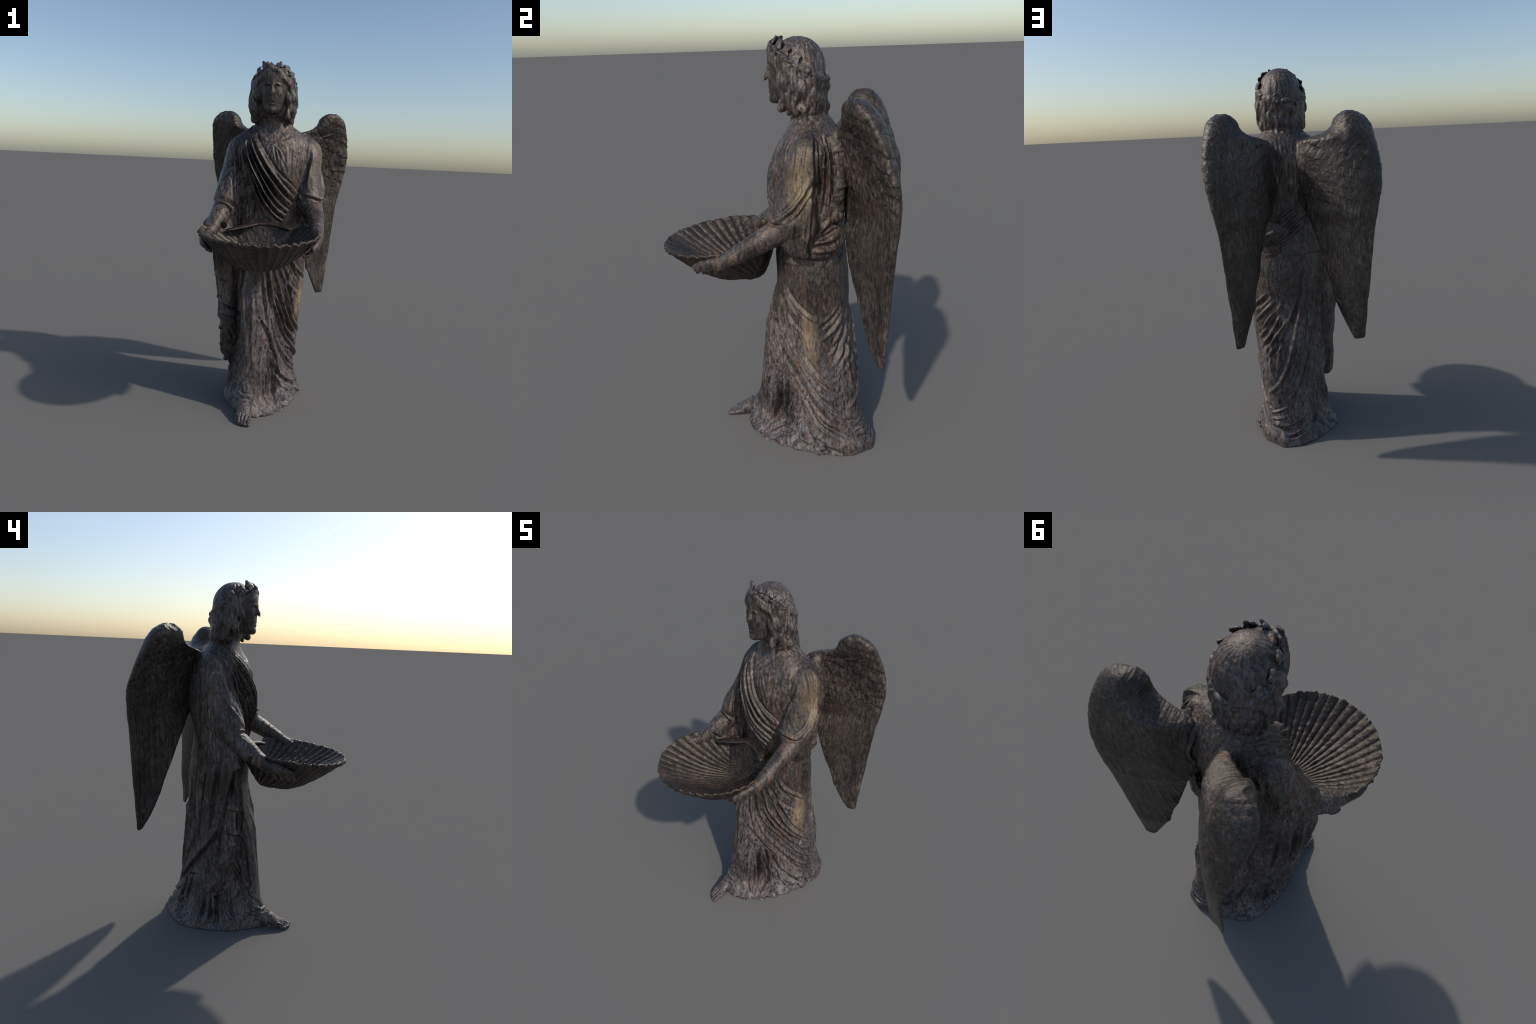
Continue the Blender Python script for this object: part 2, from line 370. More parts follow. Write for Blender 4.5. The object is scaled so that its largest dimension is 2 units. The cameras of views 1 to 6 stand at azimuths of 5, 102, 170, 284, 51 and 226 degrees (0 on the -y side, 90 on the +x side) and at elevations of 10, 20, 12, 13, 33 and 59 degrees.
def fold(pts, h=.009, w=.010, ends=.35):
    """a ridge (h > 0) with softer valleys beside it, or a groove (h < 0), along the points; fades at both ends"""
    P, Q = on_skin(pts)
    idx, d, k = brush(P, 3.2 * w)
    if not len(idx): return
    gate = sstep(.1, .5, (N0[idx] * Q[k]).sum(1))
    t = k / max(1, len(P) - 1)
    env = sstep(0, ends, t) * .75 + .25; env *= sstep(0, ends, 1 - t) * .75 + .25
    env *= np.where((k == 0) | (k == len(P) - 1), np.exp(-(d / w) ** 2 * .6), 1)
    prof = np.exp(-(d / w) ** 2) - .42 * np.exp(-((d - 1.75 * w) / (.75 * w)) ** 2)
    DISP[idx] += h * prof * env * gate

def hem(pts, up, h=.010, reach=.06, undercut=.5):
    """edge of a cloth layer: the skin steps out on the side of direction `up` and eases back over `reach`"""
    P, Q = on_skin(pts)
    idx, d, k = brush(P, reach * 1.6)
    if not len(idx): return
    T = np.gradient(P, axis=0); T /= np.linalg.norm(T, axis=1, keepdims=True) + 1e-9
    S = np.asarray(up, float) - (T * np.asarray(up)).sum(1, keepdims=True) * T; S /= np.linalg.norm(S, axis=1, keepdims=True) + 1e-9
    s = ((V[idx] - P[k]) * S[k]).sum(1)
    gate = sstep(.1, .5, (N0[idx] * Q[k]).sum(1))
    t = k / max(1, len(P) - 1); env = np.minimum(sstep(0, .12, t), sstep(0, .12, 1 - t)) * .7 + .3
    env *= np.where((k == 0) | (k == len(P) - 1), np.exp(-(np.abs(((V[idx] - P[k]) * T[k]).sum(1)) / .012) ** 2), 1)
    up_part = sstep(-.003, .004, s) * np.exp(-np.maximum(s - .008, 0) / (reach * .5))
    low = -undercut * np.exp(-((s + .007) / .007) ** 2)
    DISP[idx] += h * (up_part + low) * env * gate

def fan(a, b, n, h, w, jitter=.15):
    """n folds spread evenly between two guide curves"""
    A, B = smooth_curve(a, 12), smooth_curve(b, 12)
    for k in range(n):
        t = k / (n - 1) + jitter * math.sin(k * 12.9) / n
        fold(A * (1 - t) + B * t, h * (1 + .25 * math.sin(k * 5.1)), w)

def dab(c, r, h):
    c = np.asarray(c); idx = np.nonzero((np.abs(V - c) < 2.6 * np.max(r)).all(1))[0]
    q = (((V[idx] - c) / np.asarray(r)) ** 2).sum(1)
    DISP[idx] += h * np.exp(-q)

# --- chest: mantle slung from the right shoulder to the left hip, gathered tunic
hem([(-.118, .075, 1.630), (-.097, .041, 1.575), (-.045, -.002, 1.495), (.014, -.030, 1.411), (.067, -.021, 1.362), (.121, .012, 1.312), (.164, .021, 1.269)], (-1, 0, -1), .013, .07)
A_ = [(-.131, .072, 1.597), (-.084, .010, 1.516), (-.024, -.029, 1.423), (.039, -.031, 1.346), (.086, -.009, 1.289), (.131, .037, 1.244)]
B_ = [(-.176, .102, 1.589), (-.149, .013, 1.454), (-.093, -.035, 1.333), (-.044, -.035, 1.240), (.018, -.013, 1.159), (.064, .013, 1.122)]
for t, h, w in ((.0, .013, .008), (.16, -.015, .006), (.28, .016, .010), (.47, -.020, .007), (.56, .013, .006), (.68, -.017, .006), (.80, .017, .009), (.93, -.017, .006), (1.02, .014, .007), (1.14, -.014, .008)):
    fold(smooth_curve(A_, 10) * (1 - t) + smooth_curve(B_, 10) * t, h, w)
fan([(-.241, .106, 1.556), (-.224, .050, 1.436), (-.210, -.013, 1.289), (-.203, -.010, 1.109)],
    [(-.182, .090, 1.573), (-.170, .008, 1.365), (-.170, .001, 1.253), (-.169, .004, 1.117)], 3, .014, .007)
fold([(-.147, .008, 1.440), (-.134, -.016, 1.367), (-.106, -.033, 1.280), (-.065, -.030, 1.201), (-.025, -.019, 1.135)], .012, .008)
fold([(-.155, .010, 1.400), (-.140, -.010, 1.280), (-.120, -.020, 1.150)], -.016, .013)
for p in ([(-.012, .016, 1.548), (-.030, -.002, 1.496), (-.035, -.012, 1.467)], [(-.010, .017, 1.548), (.006, -.014, 1.461)], [(-.004, .017, 1.549), (.036, .004, 1.506), (.062, -.009, 1.449)],
          [(-.008, .016, 1.548), (-.012, -.006, 1.500), (-.012, -.016, 1.450)], [(-.006, .017, 1.548), (.020, -.004, 1.500), (.034, -.014, 1.440)]):
    fold(p, .005, .006)
fan([(.034, .012, 1.528), (.047, -.013, 1.449), (.074, -.018, 1.370)], [(.172, .093, 1.551), (.170, .061, 1.469), (.154, .039, 1.372)], 6, .0032, .007, .9)
hem([(-.085, .060, 1.610), (-.030, .030, 1.570), (.040, .030, 1.570), (.100, .060, 1.600)], (0, 0, -1), .003, .02)
fold([(.201, .081, 1.501), (.184, .054, 1.418), (.172, .026, 1.314)], -.016, .014)
dab((.155, .012, 1.262), (.014, .014, .016), .010)
hem([(.179, .011, 1.271), (.227, .004, 1.262), (.281, .030, 1.246), (.297, .075, 1.250)], (0, 0, 1), .009, .05)
hem([(-.318, -.020, 1.215), (-.296, -.045, 1.208), (-.257, -.050, 1.198), (-.230, -.033, 1.170), (-.223, -.020, 1.124)], (0, .6, 1), .010, .05)

dab((-.115, -.030, 1.19), (.045, .06, .085), -.030); dab((-.165, .000, 1.30), (.030, .05, .11), -.022)
# --- skirt, front: the right leg under thin cloth, apron edge and deep pleats
hem([(-.022, -.081, .555), (.020, -.059, .499), (.053, -.021, .427), (.074, .018, .354), (.097, .068, .275), (.114, .096, .171), (.162, .158, .099), (.199, .261, .046), (.196, .361, .017)], (.6, 0, 1), .014, .08)
fold([(-.025, -.024, .822), (-.001, -.050, .689), (.029, -.051, .551), (.056, -.019, .440)], .012, .010)
fold([(.009, -.017, .831), (.046, -.025, .702), (.086, .004, .572), (.127, .081, .463)], .015, .010)
fold([(.042, -.006, .839), (.078, -.000, .738), (.109, .025, .632), (.152, .112, .498), (.178, .185, .419)], .015, .010)
fold([(.071, .008, .846), (.129, .043, .740), (.186, .136, .659)], .011, .011)
fold([(.032, -.025, .756), (.068, -.014, .647), (.106, .033, .533), (.160, .150, .412)], -.016, .010)
fold([(-.005, -.023, .815), (.022, -.041, .689), (.058, -.024, .545)], -.012, .009)
fold([(.047, -.024, .311), (.063, -.020, .155), (.089, -.091, .055)], -.022, .012)
fold([(.028, -.053, .312), (.031, -.061, .193), (.047, -.085, .098), (.082, -.107, .050)], .016, .009)
fold([(.064, .003, .327), (.077, .031, .202), (.109, .039, .118), (.117, -.048, .056)], .018, .009)
fold([(.086, .049, .263), (.112, .084, .160), (.124, .077, .121)], -.020, .010)
fold([(.003, -.074, .429), (.005, -.078, .319), (.009, -.096, .181), (.019, -.120, .095)], -.014, .011)
fold([(-.021, -.082, .540), (-.028, -.096, .402), (-.034, -.116, .249), (-.033, -.148, .118)], .008, .010)
fold([(-.167, -.038, .517), (-.168, -.047, .375), (-.167, -.068, .220), (-.172, -.084, .119)], -.012, .012)
fold([(-.146, -.012, .765), (-.126, -.058, .620), (-.109, -.084, .471)], .007, .008)
fold([(-.088, -.041, .736), (-.067, -.088, .554), (-.069, -.114, .326)], .006, .010)
fold([(-.133, -.132, .082), (-.084, -.160, .112), (-.037, -.162, .088)], .007, .007)
fold([(-.117, -.189, .080), (-.080, -.194, .098), (-.039, -.175, .065)], .007, .007)
fold([(-.125, -.158, .080), (-.082, -.177, .105), (-.038, -.168, .074)], -.007, .006)
# --- skirt, left: swags drawn up to the hip
fold([(.059, -.019, .683), (.107, .025, .595), (.134, .089, .471), (.164, .162, .388), (.183, .257, .313)], .014, .010)
fold([(.112, .027, .745), (.146, .073, .623), (.164, .127, .518), (.186, .197, .451), (.180, .307, .372)], .014, .010)
fold([(.056, -.025, .631), (.095, .018, .537), (.122, .081, .440), (.158, .159, .347), (.173, .292, .237), (.139, .413, .148)], .012, .009)
fold([(.096, .020, .831), (.132, .046, .731), (.157, .092, .612), (.171, .139, .526)], -.016, .010)
fold([(.056, -.017, .715), (.103, .019, .622), (.134, .078, .514), (.163, .151, .431), (.189, .250, .359)], -.014, .009)
fold([(.126, .045, .915), (.161, .079, .843), (.199, .147, .789), (.199, .224, .747)], .011, .010)
fold([(.118, .039, .901), (.153, .070, .817), (.187, .124, .746)], -.010, .008)
fold([(.020, -.050, .639), (.057, -.025, .524), (.086, .027, .424), (.118, .098, .313), (.163, .202, .208), (.165, .382, .109)], .010, .010)
fold([(.096, .058, .339), (.129, .130, .234), (.168, .210, .156), (.179, .361, .078)], -.008, .008)
fold([(.038, -.039, .388), (.036, -.044, .273), (.054, -.044, .145), (.067, -.068, .087)], .014, .009)
fold([(.051, -.019, .348), (.054, -.016, .210), (.093, -.049, .075)], -.020, .010)
fold([(.066, .006, .335), (.069, .015, .204), (.101, -.018, .084)], .016, .008)
fold([(.082, .036, .316), (.094, .044, .155), (.122, .033, .090)], .016, .008)
fold([(.076, .026, .302), (.086, .029, .158), (.120, .001, .076)], -.020, .009)
fold([(.093, .063, .255), (.111, .070, .143), (.148, .071, .077)], -.018, .009)
fold([(.113, .078, .149), (.161, .110, .075), (.188, .159, .045)], .012, .009)
fold([(.014, -.065, .433), (.009, -.080, .264), (.022, -.100, .133)], .010, .009)
fold([(-.052, -.096, .470), (-.049, -.115, .291), (-.042, -.147, .133)], .008, .012)
fold([(.130, .308, .804), (.167, .279, .761), (.196, .230, .714)], -.014, .009)
fold([(.101, .323, .769), (.161, .286, .700), (.188, .242, .652)], .012, .009)
fold([(.091, .329, .720), (.144, .305, .633), (.177, .268, .579)], -.014, .009)
fold([(.092, .334, .667), (.131, .325, .581), (.179, .289, .505)], .012, .009)
fold([(.066, .333, .775), (.112, .340, .571), (.145, .362, .436), (.106, .404, .284)], .010, .010)
hem([(.139, .132, .320), (.173, .214, .277), (.171, .305, .211), (.147, .388, .195)], (0, 0, 1), .010, .05)

# --- left sleeve, the pleats behind it and the sash at the waist
hem([(.168, .189, 1.614), (.251, .203, 1.534), (.250, .202, 1.433), (.269, .194, 1.263), (.258, .176, 1.112)], (0, -1, 0), .011, .05)
fold([(.194, .212, 1.591), (.236, .225, 1.498), (.210, .223, 1.389), (.244, .213, 1.292)], -.011, .007)
fold([(.176, .221, 1.601), (.215, .237, 1.494), (.205, .236, 1.388), (.205, .225, 1.281)], .007, .006)
fold([(.172, .230, 1.601), (.203, .249, 1.492), (.202, .251, 1.388), (.202, .241, 1.281)], -.011, .007)
fold([(.171, .238, 1.594), (.197, .259, 1.491), (.197, .262, 1.387), (.199, .255, 1.287)], .007, .006)
fold([(.168, .247, 1.587), (.192, .269, 1.490), (.193, .274, 1.386), (.192, .268, 1.293)], -.010, .007)
fold([(.259, .193, 1.441), (.271, .161, 1.375), (.287, .121, 1.316), (.288, .065, 1.272), (.263, .017, 1.245)], .011, .010)
fold([(.251, .195, 1.392), (.276, .161, 1.335), (.290, .128, 1.289), (.296, .094, 1.261)], .009, .008)
fold([(.255, .194, 1.417), (.273, .161, 1.353), (.289, .125, 1.302), (.293, .080, 1.267)], -.008, .007)
fold([(.207, .147, 1.593), (.265, .134, 1.503), (.271, .120, 1.416)], .006, .008)
fold([(.227, .170, 1.583), (.269, .161, 1.504), (.271, .151, 1.437)], -.005, .007)
fold([(.275, .174, 1.314), (.279, .167, 1.229), (.268, .151, 1.129)], .006, .008)
fold([(.291, .135, 1.268), (.292, .131, 1.210), (.272, .119, 1.137)], -.006, .008)
fold([(.209, .211, 1.171), (.200, .245, 1.214), (.189, .268, 1.245)], .012, .010)
fold([(.210, .229, 1.157), (.187, .269, 1.181), (.149, .301, 1.192)], -.011, .008)
fold([(.218, .201, 1.144), (.201, .256, 1.152), (.161, .302, 1.166)], .011, .009)
fold([(.220, .194, 1.122), (.203, .256, 1.129), (.165, .303, 1.137)], -.011, .008)
fold([(.219, .187, 1.102), (.200, .256, 1.102), (.160, .303, 1.108)], .010, .009)

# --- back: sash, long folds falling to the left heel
for p, h, w in (
    ([(.123, .283, 1.155), (.058, .297, 1.210), (-.002, .296, 1.256), (-.047, .290, 1.273)], .009, .009),
    ([(.126, .287, 1.127), (.039, .302, 1.174), (-.038, .292, 1.238), (-.078, .281, 1.256)], .010, .009),
    ([(.121, .295, 1.100), (.027, .304, 1.144), (-.052, .289, 1.201), (-.094, .274, 1.246)], .010, .009),
    ([(.103, .308, 1.072), (.014, .307, 1.108), (-.066, .285, 1.170), (-.118, .260, 1.228)], .010, .010),
    ([(.135, .310, 1.024), (.079, .322, 1.036), (.017, .313, 1.073)], .008, .010),
    ([(.067, .254, 1.613), (.071, .322, 1.478), (.058, .301, 1.373)], .005, .007), ([(.039, .260, 1.618), (.039, .298, 1.475), (.052, .295, 1.337)], .005, .007),
    ([(.020, .260, 1.618), (.015, .298, 1.475), (.020, .295, 1.320)], .005, .007), ([(-.02, .260, 1.60), (-.02, .298, 1.475), (-.02, .295, 1.300)], -.006, .009),
): fold(p, h, w)
# --- skirt, back: long folds falling to the left heel
fold([(.120, .314, .801), (.157, .290, .758), (.184, .253, .718)], -.011, .009)
fold([(.064, .335, .754), (.135, .311, .658), (.180, .269, .559)], .013, .010)
fold([(.040, .348, .668), (.097, .344, .585), (.162, .328, .489)], .013, .010)
fold([(.075, .336, .708), (.129, .317, .628), (.176, .285, .540)], -.012, .008)
fold([(.037, .357, .615), (.096, .363, .527), (.152, .352, .448)], -.010, .008)
fold([(-.092, .324, .916), (-.045, .339, .791), (-.011, .357, .641), (.020, .374, .531), (.059, .389, .420), (.104, .399, .331), (.156, .366, .265)], .015, .010)
fold([(-.065, .333, .882), (-.035, .341, .754), (.019, .355, .644), (.048, .364, .570)], -.016, .011)
fold([(-.034, .357, .623), (-.003, .374, .520), (.037, .389, .400), (.091, .405, .299)], -.010, .009)
fold([(-.144, .288, .823), (-.094, .335, .625), (-.049, .363, .436), (.011, .395, .292), (.081, .415, .220)], .011, .010)
fold([(-.115, .318, .650), (-.077, .350, .452), (-.015, .386, .293)], -.009, .009)
fold([(-.189, .278, .760), (-.166, .264, .551), (-.104, .330, .399), (-.067, .364, .267), (-.014, .404, .184)], .011, .010)
fold([(.080, .343, .631), (.091, .372, .498), (.117, .392, .363)], .008, .009)
hem([(.150, .417, .097), (.078, .449, .095), (-.005, .430, .115), (-.075, .381, .164)], (0, 0, 1), .011, .05)
fold([(.094, .480, .048), (.032, .479, .054), (-.042, .438, .079)], -.011, .008)
fold([(-.121, .326, .268), (-.109, .370, .136), (-.092, .413, .075)], -.015, .010)
hem([(-.230, .174, .319), (-.179, .251, .313), (-.126, .320, .273)], (0, 0, 1), .012, .06)
fold([(.156, .382, .155), (.115, .419, .177), (.067, .419, .195)], .007, .007)
fold([(.159, .389, .125), (.104, .434, .141), (.056, .430, .149)], .007, .007)

# --- right side: the mantle falls from the arm in layers with stepped hems
hem([(-.138, .009, 1.040), (-.307, -.009, .981), (-.302, .037, .788), (-.282, .090, .620), (-.254, .165, .509), (-.167, .241, .403), (-.101, .321, .291), (-.024, .392, .198)], (0, .7, .7), .020, .09)
hem([(-.264, -.016, .754), (-.295, .005, .772), (-.301, .033, .781)], (0, 0, 1), .018, .05)
hem([(-.145, -.019, .568), (-.248, -.005, .610), (-.283, .030, .635)], (0, 0, 1), .018, .06)
hem([(-.149, .020, .506), (-.262, .011, .546), (-.268, .031, .501)], (0, .3, 1), .015, .05)
hem([(-.261, .024, .461), (-.265, .034, .446), (-.269, .051, .433), (-.272, .081, .442)], (0, 0, 1), .016, .06)
hem([(-.259, .048, .355), (-.262, .088, .303), (-.251, .117, .246), (-.211, .158, .242)], (0, 0, 1), .016, .06)
hem([(-.211, .158, .242), (-.228, .168, .333), (-.239, .176, .416)], (0, -1, .3), .012, .05)
fold([(-.275, .158, 1.123), (-.269, .172, .853), (-.244, .198, .617), (-.168, .242, .443)], -.018, .010)
fold([(-.307, .045, 1.089), (-.303, .061, .873), (-.286, .097, .658)], .013, .012)
fold([(-.299, .079, 1.084), (-.297, .092, .868), (-.280, .118, .639)], -.014, .010)
fold([(-.290, .115, 1.079), (-.289, .123, .827), (-.264, .148, .569)], .013, .011)
fold([(-.229, .225, 1.059), (-.166, .256, .741), (-.134, .287, .449)], .010, .010)
fold([(-.155, .279, .890), (-.127, .301, .646), (-.092, .326, .388)], -.012, .010)
fold([(-.129, .000, .949), (-.146, -.012, .766), (-.150, -.015, .598)], -.018, .010)
fold([(-.302, -.019, .953), (-.269, -.017, .771)], .014, .009)
fold([(-.307, -.003, .938), (-.300, .009, .806)], -.013, .008)
fold([(-.295, .031, .728), (-.267, .034, .470)], .014, .009)
fold([(-.292, .051, .680), (-.277, .067, .568), (-.273, .070, .467)], -.015, .008)
fold([(-.282, -.007, .744), (-.261, -.004, .632)], .013, .009)
fold([(-.276, .087, .565), (-.268, .100, .406), (-.257, .112, .282)], .014, .010)
fold([(-.264, .134, .462), (-.258, .137, .381), (-.249, .134, .291)], -.013, .009)
fold([(-.150, .262, .320), (-.126, .301, .153), (-.160, .320, .056)], -.018, .010)
fold([(-.184, .219, .380), (-.169, .236, .183), (-.210, .251, .049)], .013, .010)
fold([(-.205, .175, .192), (-.210, .179, .103), (-.238, .200, .030)], -.022, .010)
fold([(-.212, .145, .200), (-.220, .151, .071), (-.240, .167, .028)], .015, .009)
fold([(-.253, .104, .233), (-.211, .119, .097), (-.226, .108, .040)], .015, .009)
fold([(-.247, .079, .250), (-.203, .092, .073), (-.230, .090, .028)], -.022, .010)
fold([(-.252, .049, .328), (-.180, .066, .132), (-.187, .041, .065), (-.198, -.003, .037)], .014, .010)
fold([(-.251, .012, .474), (-.130, -.004, .326), (-.136, -.081, .209), (-.097, -.154, .120)], -.012, .009)
fold([(-.135, -.001, .448), (-.129, -.044, .307), (-.132, -.112, .204)], .009, .010)
fold([(-.141, -.063, .101), (-.135, -.126, .084), (-.105, -.185, .096)], .008, .008)
fold([(-.139, -.093, .147), (-.115, -.143, .119), (-.089, -.173, .106)], .008, .008)
fold([(-.157, .041, .249), (-.156, .029, .127), (-.187, -.023, .043)], -.012, .010)
fold([(-.064, .409, .074), (-.102, .360, .086), (-.120, .320, .122)], -.010, .008)
fold([(-.108, .325, .159), (-.131, .348, .063), (-.173, .364, .012)], .012, .010)
# right shoulder
fan([(-.100, .223, 1.641), (-.126, .162, 1.643), (-.149, .095, 1.605), (-.162, .049, 1.539), (-.175, .028, 1.445), (-.179, .013, 1.342)],
    [(-.148, .228, 1.606), (-.207, .150, 1.600), (-.206, .098, 1.565), (-.208, .067, 1.492), (-.230, .040, 1.408), (-.250, .018, 1.331)], 5, .007, .007)
for p, h, w in (
    ([(-.296, .028, 1.338), (-.290, -.007, 1.299), (-.286, -.036, 1.253)], .007, .010), ([(-.274, .190, 1.542), (-.288, .181, 1.375), (-.267, .191, 1.163)], .008, .010),
    ([(-.24, .21, 1.542), (-.25, .20, 1.375), (-.25, .21, 1.163)], -.009, .009), ([(-.142, .263, 1.554), (-.143, .265, 1.425), (-.16, .25, 1.209)], -.012, .010),
    ([(-.29, .12, 1.48), (-.31, .10, 1.35), (-.318, .08, 1.22), (-.315, .08, 1.10)], .005, .012), ([(-.28, .16, 1.40), (-.30, .14, 1.25), (-.305, .14, 1.10)], -.007, .010),
): fold(p, h, w)

# --- toes
for x_, y_ in ((-.0555, -.31), (-.0745, -.31), (-.091, -.302), (-.1065, -.29)):
    fold([(x_ + .004, y_ + .055, .034), (x_ + .001, y_ + .025, .026), (x_, y_, .018)], -.007, .0040, .2)
# --- face
for sx in (-1, 1):
    dab((HX + sx * .0265, -.036, 1.857), (.0135, .018, .0085), -.012)
    dab((HX + sx * .0270, -.030, 1.856), (.0095, .012, .006), .0065)
    dab((HX + sx * .014, -.040, 1.848), (.007, .014, .013), -.008)
    dab((HX + sx * .040, -.018, 1.825), (.018, .022, .022), .005)
    dab((HX + sx * .013, -.045, 1.810), (.005, .010, .005), .003)
    fold([(HX + sx * .012, -.036, 1.868), (HX + sx * .028, -.034, 1.874), (HX + sx * .046, -.020, 1.866)], .004, .0055)
dab((HX - .001, -.052, 1.812), (.009, .012, .008), .002)
dab((HX, -.032, 1.796), (.007, .012, .007), .003)
fold([(HX - .017, -.026, 1.775), (HX - .007, -.031, 1.7765), (HX + .007, -.031, 1.7765), (HX + .017, -.026, 1.775)], -.0050, .0036)
dab((HX, -.032, 1.7825), (.013, .014, .0045), .0035); dab((HX, -.032, 1.7665), (.012, .014, .005), .0045)
dab((HX, -.030, 1.7545), (.014, .014, .0045), -.0025); dab((HX, -.026, 1.737), (.016, .014, .012), .002)

# --- hair strands: combed from the crown, wavy below the wreath
hx, hy = V[:, 0] - HX, V[:, 1] - .11
ring = wreath_z(V[:, 1])
is_hair = (V[:, 2] > 1.655) & (np.hypot(hx / .135, hy / .128) < 1.12) & ~((V[:, 1] < .058) & (V[:, 2] < ring - .004) & (np.abs(hx) < .084)) & ~((np.hypot(hx, V[:, 1] - .13) < .078) & (V[:, 2] < 1.70))
phi = np.arctan2(hx, -hy)
w = np.sin(phi * 24 + 2.5 * noise(V, 26, 3) + 9 * (V[:, 2] - 1.9) * np.sin(phi * 3)) * .6 + noise(np.stack([phi * .11, phi * 0, V[:, 2] * .22], 1), 110, 5)
DISP += is_hair * (np.where(V[:, 2] > ring, .0012, .0034) * w + np.where(V[:, 2] > ring, .0004, .0024) * noise(V, (48, 48, 26), 6))

# --- wings: overlapping feathers above, long flight feathers below
def wing_frame(side):
    zi = [.60, .70, .90, 1.10, 1.20, 1.30, 1.50, 1.62, 1.66, 1.76]
    xi = np.interp(V[:, 2], zi, [.300, .250, .198, .168, .142, .078, .058, .12, .21, .31]); yi = np.interp(V[:, 2], zi, [.500, .446, .388, .347, .324, .276, .250, .28, .32, .35])
    xo = np.interp(V[:, 2], zi, [.330, .346, .362, .379, .390, .410, .430, .42, .41, .345]); yo = np.interp(V[:, 2], zi, [.516, .526, .534, .543, .549, .552, .520, .48, .46, .38])
    if side < 0: yi = yi + .045 * (1 - sstep(1.0, 1.4, V[:, 2]))
    x = V[:, 0] * side; L = np.hypot(xo - xi, yo - yi) + 1e-6
    s = ((x - xi) * (xo - xi) + (V[:, 1] - yi) * (yo - yi)) / L
    off = (-(x - xi) * (yo - yi) + (V[:, 1] - yi) * (xo - xi)) / L
    m = (s > -.02) & (s < L + .05) & (np.abs(off) < .12) & (V[:, 2] > .59) & (x > .06) & (V[:, 1] > .23)
    return m, s, L, off
WING = {}
for side in (1, -1):
    m, s, L, off = wing_frame(side); WING[side] = m
    out = L - s                                    # distance from the outer edge
    face = np.where(off < .0, 1.0, .55)            # the front is crisper than the weathered back
    # scale-like coverts in staggered rows
    row_h, col_w = .052, .044
    wob = .012 * noise(V, 16, 11)
    r = (V[:, 2] + wob + .25 * s) / row_h; ir = np.floor(r); fr = r - ir
    c = (s + .010 * noise(V, 20, 12)) / col_w + .5 * (ir % 2); ic = np.floor(c); fc = c - ic - .5
    rnd = hash3(ic.astype(np.int64) + 50, ir.astype(np.int64) + 90, np.zeros(len(V), np.int64), 4 + side)
    drop = .55 * (2 * fc) ** 2
    body_ = np.clip(fr + drop * .6, 0, 1.3)
    tile = (1 - body_) * .9 - 1.1 * np.exp(-((fr - .0 + drop * .35) / .10) ** 2) - .35 * np.exp(-((np.abs(fc) - .5) / .07) ** 2)
    covert = sstep(1.20, 1.36, V[:, 2] + .10 * noise(V, 9, 13)) * sstep(.02, .06, s + .0)
    DISP += m * covert * face * .0048 * tile * (1 + .7 * rnd) * (.45 + .8 * np.clip(noise(V, 13, 14) + .35, 0, 1))
    DISP += m * covert * (.0022 * noise(V, 45, 15) + .0026 * noise(V, 22, 16) + .0014 * noise(V, 90, 20)) * face
    # flight feathers: broad vertical blades with a step between them
    q = (out + .10 * np.maximum(0, 1.2 - V[:, 2]) * .2) / .036; fq = q - np.floor(q)
    flight = (1 - covert) * sstep(.60, .75, V[:, 2])
    DISP += m * flight * (.0016 * (fq - .5) - .0014 * np.exp(-((fq - .5) / .08) ** 2) + .0008 * noise(V, (60, 60, 9), 17))
    # ragged feather tips along the trailing edge
    edge = m & (V[:, 2] < 1.15)
    V[:, 0] += edge * side * np.exp(-(s / .018) ** 2) * .006 * np.sign(noise(V * (0, 0, 1), 34, 18)) * np.abs(noise(V * (0, 0, 1), 34, 18)) ** .5
    V[:, 0] += edge * side * np.exp(-(out / .016) ** 2) * .004 * noise(V * (0, 0, 1), 26, 19)
is_wing = WING[1] | WING[-1]

# --- fine drapery: shallow vertical crimping and worn casting skin everywhere
cloth = ((V[:, 2] < 1.62) & ~is_wing).astype(float)
cloth *= 1 - ((V[:, 1] < -.16) & (V[:, 2] < .10) & (np.abs(V[:, 0] + .08) < .07))
DISP += cloth * (.0016 * noise(V, (42, 42, 8), 21) + .0011 * noise(V, (90, 90, 24), 22)) * sstep(.02, .1, V[:, 2])
low = 1 - sstep(.05, .16, V[:, 2])
DISP += cloth * low * (.013 * noise(V, (24, 24, 5), 26) + .005 * noise(V, (20, 20, 10), 23) + .0025 * noise(V, (48, 48, 30), 24))
DISP += .0007 * noise(V, 150, 25)

V = V + N0 * DISP[:, None]
V = relax(V, np.full(len(V), .35), 1)
V[:, 2] = np.maximum(V[:, 2], 0)

